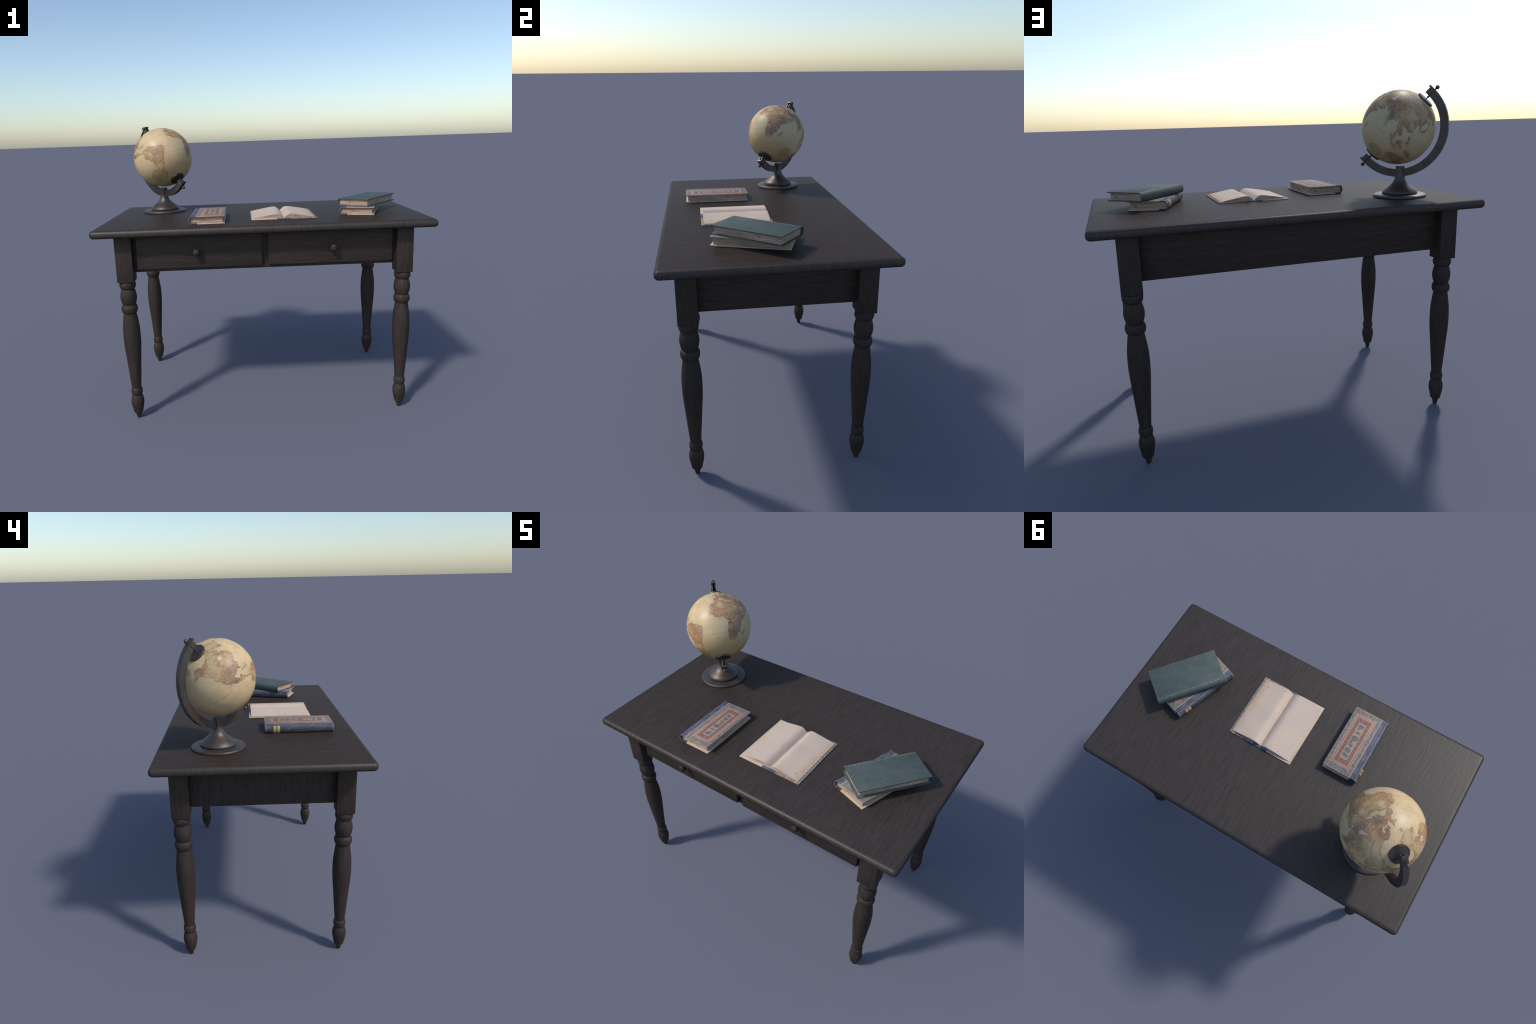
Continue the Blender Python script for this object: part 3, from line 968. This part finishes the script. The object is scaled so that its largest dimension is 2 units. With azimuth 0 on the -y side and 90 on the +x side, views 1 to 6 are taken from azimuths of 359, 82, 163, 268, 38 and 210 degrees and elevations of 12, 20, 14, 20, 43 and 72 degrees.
# pole caps, axis pins and finials, built along local z
bm = bmesh.new()
lathe(bm, lathe_profile([[(0.0, 0.186), (0.0475, 0.186)], [(0.0475, 0.186), (0.0487, 0.1920), (0.0487, 0.2022)],
                         [(0.0487, 0.2022), (0.0480, 0.2032)], [(0.0480, 0.2032), (0.0, 0.2034)]], 3), 30)
CAP = bm_mesh('pole_cap', bm, 0, smooth_angle=32)
bm = bmesh.new()
lathe(bm, lathe_profile([[(0.0, 0.2050), (0.0026, 0.2050)], [(0.0026, 0.2050), (0.0026, 0.2120)],
                         [(0.0026, 0.2120), (0.0044, 0.2128)], [(0.0044, 0.2128), (0.0044, 0.2630)],
                         [(0.0044, 0.2630), (0.0, 0.2630)]], 2), 14)
# half-round ribs of the pin showing on both cheeks of the web
for s in (-1, 1):
    lathe(bm, [(0.0, 0.2128), (0.0038, 0.2128), (0.0038, 0.2585), (0.0, 0.2585)], 12, (0.0, s * 0.0096))
PIN = bm_mesh('axis_pin', bm, 0, smooth_angle=40)
bm = bmesh.new()
lathe(bm, lathe_profile([[(0.0, 0.2660), (0.0052, 0.2660)], [(0.0052, 0.2660), (0.0044, 0.2705), (0.0046, 0.2745)],
                         [(0.0046, 0.2745), (0.0092, 0.2782), (0.0110, 0.2842), (0.0092, 0.2902), (0.0046, 0.2942), (0.0, 0.2952)]], 5), 20)
FINIAL = bm_mesh('finial', bm, 0, smooth_angle=40)
for sgn in (1, -1):
    z = POLE * sgn
    yv = NRM
    xv = yv.cross(z)
    rot = Matrix((xv, yv, z)).transposed().to_euler()
    place('pole_cap', CAP, BRONZE, globe, gc, rot)
    pin = place('axis_pin', PIN, BRONZE, globe, gc, rot)
    place('finial', FINIAL, BRONZE, pin)

# ----------------------------------------------------------------------------
# closed books (local frame: spine joint at x 0, fore edge at x 0.195, y 0..0.4)
# ----------------------------------------------------------------------------
BW, BL, BT, BOARD = 0.1955, 0.400, 0.0487, 0.0055


def pages_mesh(name, seed):
    """Stack of signatures, each a slightly shifted slab, rounded at the back."""
    rng = random.Random(seed)
    bm = bmesh.new()
    z0, z1, n = BOARD, BT - BOARD, 20
    pitch = (z1 - z0) / n
    def back(z):
        t = (z - (z0 + z1) / 2) / ((z1 - z0) / 2)
        return -0.0098 * math.sqrt(max(0.0, 1 - 0.92 * t * t))
    box_bm(bm, (0.004, 0.0150, z0 + 0.0003), (0.1815, 0.3850, z1 - 0.0003))
    for i in range(n):
        a = z0 + pitch * i + 0.0001
        c = a + pitch * 0.88
        if i == n - 1:
            c = z1
        j = lambda s=0.0007: rng.uniform(-s, s)
        x0, x1, y0, y1 = back((a + c) / 2) + j(0.0004), 0.1832 + j(), 0.0132 + j(), 0.3868 + j()
        # slightly bowed fore edge: a few points along it
        pts = [(x0, y0)]
        pts += [(x0 + (x1 - x0) * k / 5, y0 + j(0.0004)) for k in range(1, 5)]
        pts += [(x1 + j(0.0004), y0 + (y1 - y0) * k / 8) for k in range(0, 9)]
        pts += [(x1 - (x1 - x0) * k / 5, y1 + j(0.0004)) for k in range(1, 5)]
        pts += [(x0, y1)]
        lo = [bm.verts.new((p[0], p[1], a)) for p in pts]
        hi = [bm.verts.new((p[0], p[1], c)) for p in pts]
        m = len(pts)
        for k in range(m):
            bm.faces.new((lo[k], lo[(k + 1) % m], hi[(k + 1) % m], hi[k]))
        bm.faces.new(lo); bm.faces.new(hi)
    return bm_mesh(name, bm, 0, smooth_angle=20)


def spine_mesh(name):
    """Hollow rounded back: half-ellipse shell joining both boards."""
    bm = bmesh.new()
    n = 16
    outer, inner = [], []
    for i in range(n + 1):
        a = math.pi / 2 + math.pi * i / n
        outer.append((0.0165 * math.cos(a), BT / 2 + BT / 2 * math.sin(a)))
        inner.append((0.0118 * math.cos(a), BT / 2 + (BT / 2 - 0.0052) * math.sin(a)))
    outer[0] = (0.0, BT); outer[-1] = (0.0, 0.0)
    loop = outer + inner[::-1]
    rows = []
    for y in (0.0, 0.0015, BL - 0.0015, BL):
        sc = 0.0004 if y in (0.0, BL) else 0.0
        rows.append([bm.verts.new((p[0] + (sc if k <= n else -sc), y, p[1])) for k, p in enumerate(loop)])
    m = len(loop)
    for a, c in zip(rows, rows[1:]):
        for k in range(m):
            bm.faces.new((a[k], a[(k + 1) % m], c[(k + 1) % m], c[k]))
    for r in (rows[0], rows[-1]):
        for k in range(n):
            bm.faces.new((r[k], r[k + 1], r[m - 2 - k], r[m - 1 - k]))
    return bm_mesh(name, bm, 0, smooth_angle=45)


def board_mesh(name, z0, z1, up):
    """Cover board with a shallow hinge groove pressed along the joint."""
    bm = bmesh.new()
    xs = [0.0002, 0.0030, 0.0050, 0.0070, 0.0095, 0.0300, 0.1000, BW]
    dz = [0.0, 0.0, -0.0007, -0.0007, 0.0, 0.0, 0.0, 0.0]
    out_z = z1 if up else z0
    in_z = z0 if up else z1
    rows = []
    for y in (0.0, BL):
        o = [bm.verts.new((x, y, out_z + (d if up else -d))) for x, d in zip(xs, dz)]
        i = [bm.verts.new((x, y, in_z)) for x in xs]
        rows.append(o + i[::-1])
    m = len(rows[0])
    for k in range(m):
        bm.faces.new((rows[0][k], rows[0][(k + 1) % m], rows[1][(k + 1) % m], rows[1][k]))
    for r in rows:
        for k in range(len(xs) - 1):
            bm.faces.new((r[k], r[k + 1], r[m - 2 - k], r[m - 1 - k]))
    bmesh.ops.recalc_face_normals(bm, faces=bm.faces)
    sharp = [e for e in bm.edges if len(e.link_faces) == 2 and e.calc_face_angle(0) > 1.2]
    bmesh.ops.bevel(bm, geom=sharp, offset=0.0007, segments=2, profile=0.5, affect='EDGES')
    return bm_mesh(name, bm, 0, smooth_angle=40)

TOP_BOARD = board_mesh('front_cover', BT - BOARD, BT, True)
LOW_BOARD = board_mesh('back_cover', 0.0, BOARD, False)
SPINE = spine_mesh('spine')


def closed_book(name, origin, rotz, label, kind, seed):
    r = root(name, origin, label, 'book', rotz)
    if kind == 'ornate':
        mats = (ORNATE, LINING, SPINE_BLUE)
    else:
        mats = (GREEN, GREEN, GREEN)
    for nm, me, mt in (('front_cover', TOP_BOARD, mats[0]), ('back_cover', LOW_BOARD, mats[1]), ('spine', SPINE, mats[2])):
        if not me.materials:
            me.materials.append(mt)
        o = place(nm, me, None, r)
        o.material_slots[0].link = 'OBJECT'
        o.material_slots[0].material = mt
    pg = place('pages', pages_mesh('pages', seed), PAGE_EDGE, r)
    return r

closed_book('ornate_book', (-0.4278, -0.4365, TOP_Z + 0.0004), 0.0,
            'closed old book with blue and mauve carpet-patterned cover', 'ornate', 1)
T2 = math.radians(-18.25)
fr = Vector((0.6845, -0.3135, 0))
xdir = Vector((math.cos(T2), math.sin(T2), 0))
o2 = fr - xdir * BW
closed_book('ornate_book', (o2.x, o2.y, TOP_Z + 0.0004), T2,
            'closed old book with blue and mauve carpet-patterned cover', 'ornate', 2)
T3 = math.radians(-38.75)
closed_book('green_book', (0.4980, -0.1820, TOP_Z + 0.0004 + BT + 0.0005), T3,
            'closed old book in mottled dark green cloth', 'green', 3)

# ----------------------------------------------------------------------------
# open book (local frame centred on the gutter)
# ----------------------------------------------------------------------------
ob = root('open_book', (0.1280, -0.1485, TOP_Z + 0.0004), 'open old book with blank foxed cream pages', 'book')
bm = bmesh.new()
box_bm(bm, (-0.1996, -0.2014, 0.0), (0.1996, 0.2014, 0.0050))
place('cover', bm_mesh('open_cover', bm, 0.0008, 2), OPEN_COVER, ob)

PAGE_CURVE = catmull([(0.0, 0.0062), (0.0045, 0.0100), (0.0110, 0.0165), (0.0215, 0.0248), (0.0340, 0.0302),
                      (0.0450, 0.0312), (0.0620, 0.0297), (0.0935, 0.0247), (0.1250, 0.0195),
                      (0.1560, 0.0138), (0.1860, 0.0078)], 4)


def page_block(sign, seed):
    """Half of the open text block: fanned layers between the cover and the top page."""
    rng = random.Random(seed)
    bm = bmesh.new()
    n = 9
    base = 0.0053
    for i in range(n):
        f0, f1 = i / n, (i + 1) / n
        top = i == n - 1
        f1 = 1.0 if top else f1 - 0.012
        jy0, jy1 = rng.uniform(-0.0010, 0.0008), rng.uniform(-0.0010, 0.0008)
        jx = 0.0 if top else rng.uniform(-0.0022, -0.0004)
        y0, y1 = -0.1868 - (0.0004 if top else jy0), 0.1868 + (0.0004 if top else jy1)
        sec = []
        for f in (f0, f1):
            row = []
            for x, z in PAGE_CURVE:
                xs = x * (1 + jx / 0.186) + (0.0003 if i == 0 else 0.0)
                row.append((sign * (xs + 0.0002), base + (z - base) * f))
            sec.append(row)
        loop = sec[0] + sec[1][::-1]
        rows = [[bm.verts.new((p[0], y, p[1])) for p in loop] for y in (y0, y0 * 0.5, 0.0, y1 * 0.5, y1)]
        m = len(loop)
        for a, c in zip(rows, rows[1:]):
            for k in range(m):
                bm.faces.new((a[k], a[(k + 1) % m], c[(k + 1) % m], c[k]))
        half = len(PAGE_CURVE)
        for r in (rows[0], rows[-1]):
            for k in range(half - 1):
                bm.faces.new((r[k], r[k + 1], r[m - 2 - k], r[m - 1 - k]))
    me = bm_mesh('page_block', bm, 0, smooth_angle=35)
    me.materials.append(PARCHMENT)
    me.materials.append(PAGE_EDGE)
    for poly in me.polygons:
        if abs(poly.normal.y) > 0.7:
            poly.material_index = 1
    return me

for s in (-1, 1):
    place('page_block', page_block(s, 20 + s), None, ob)
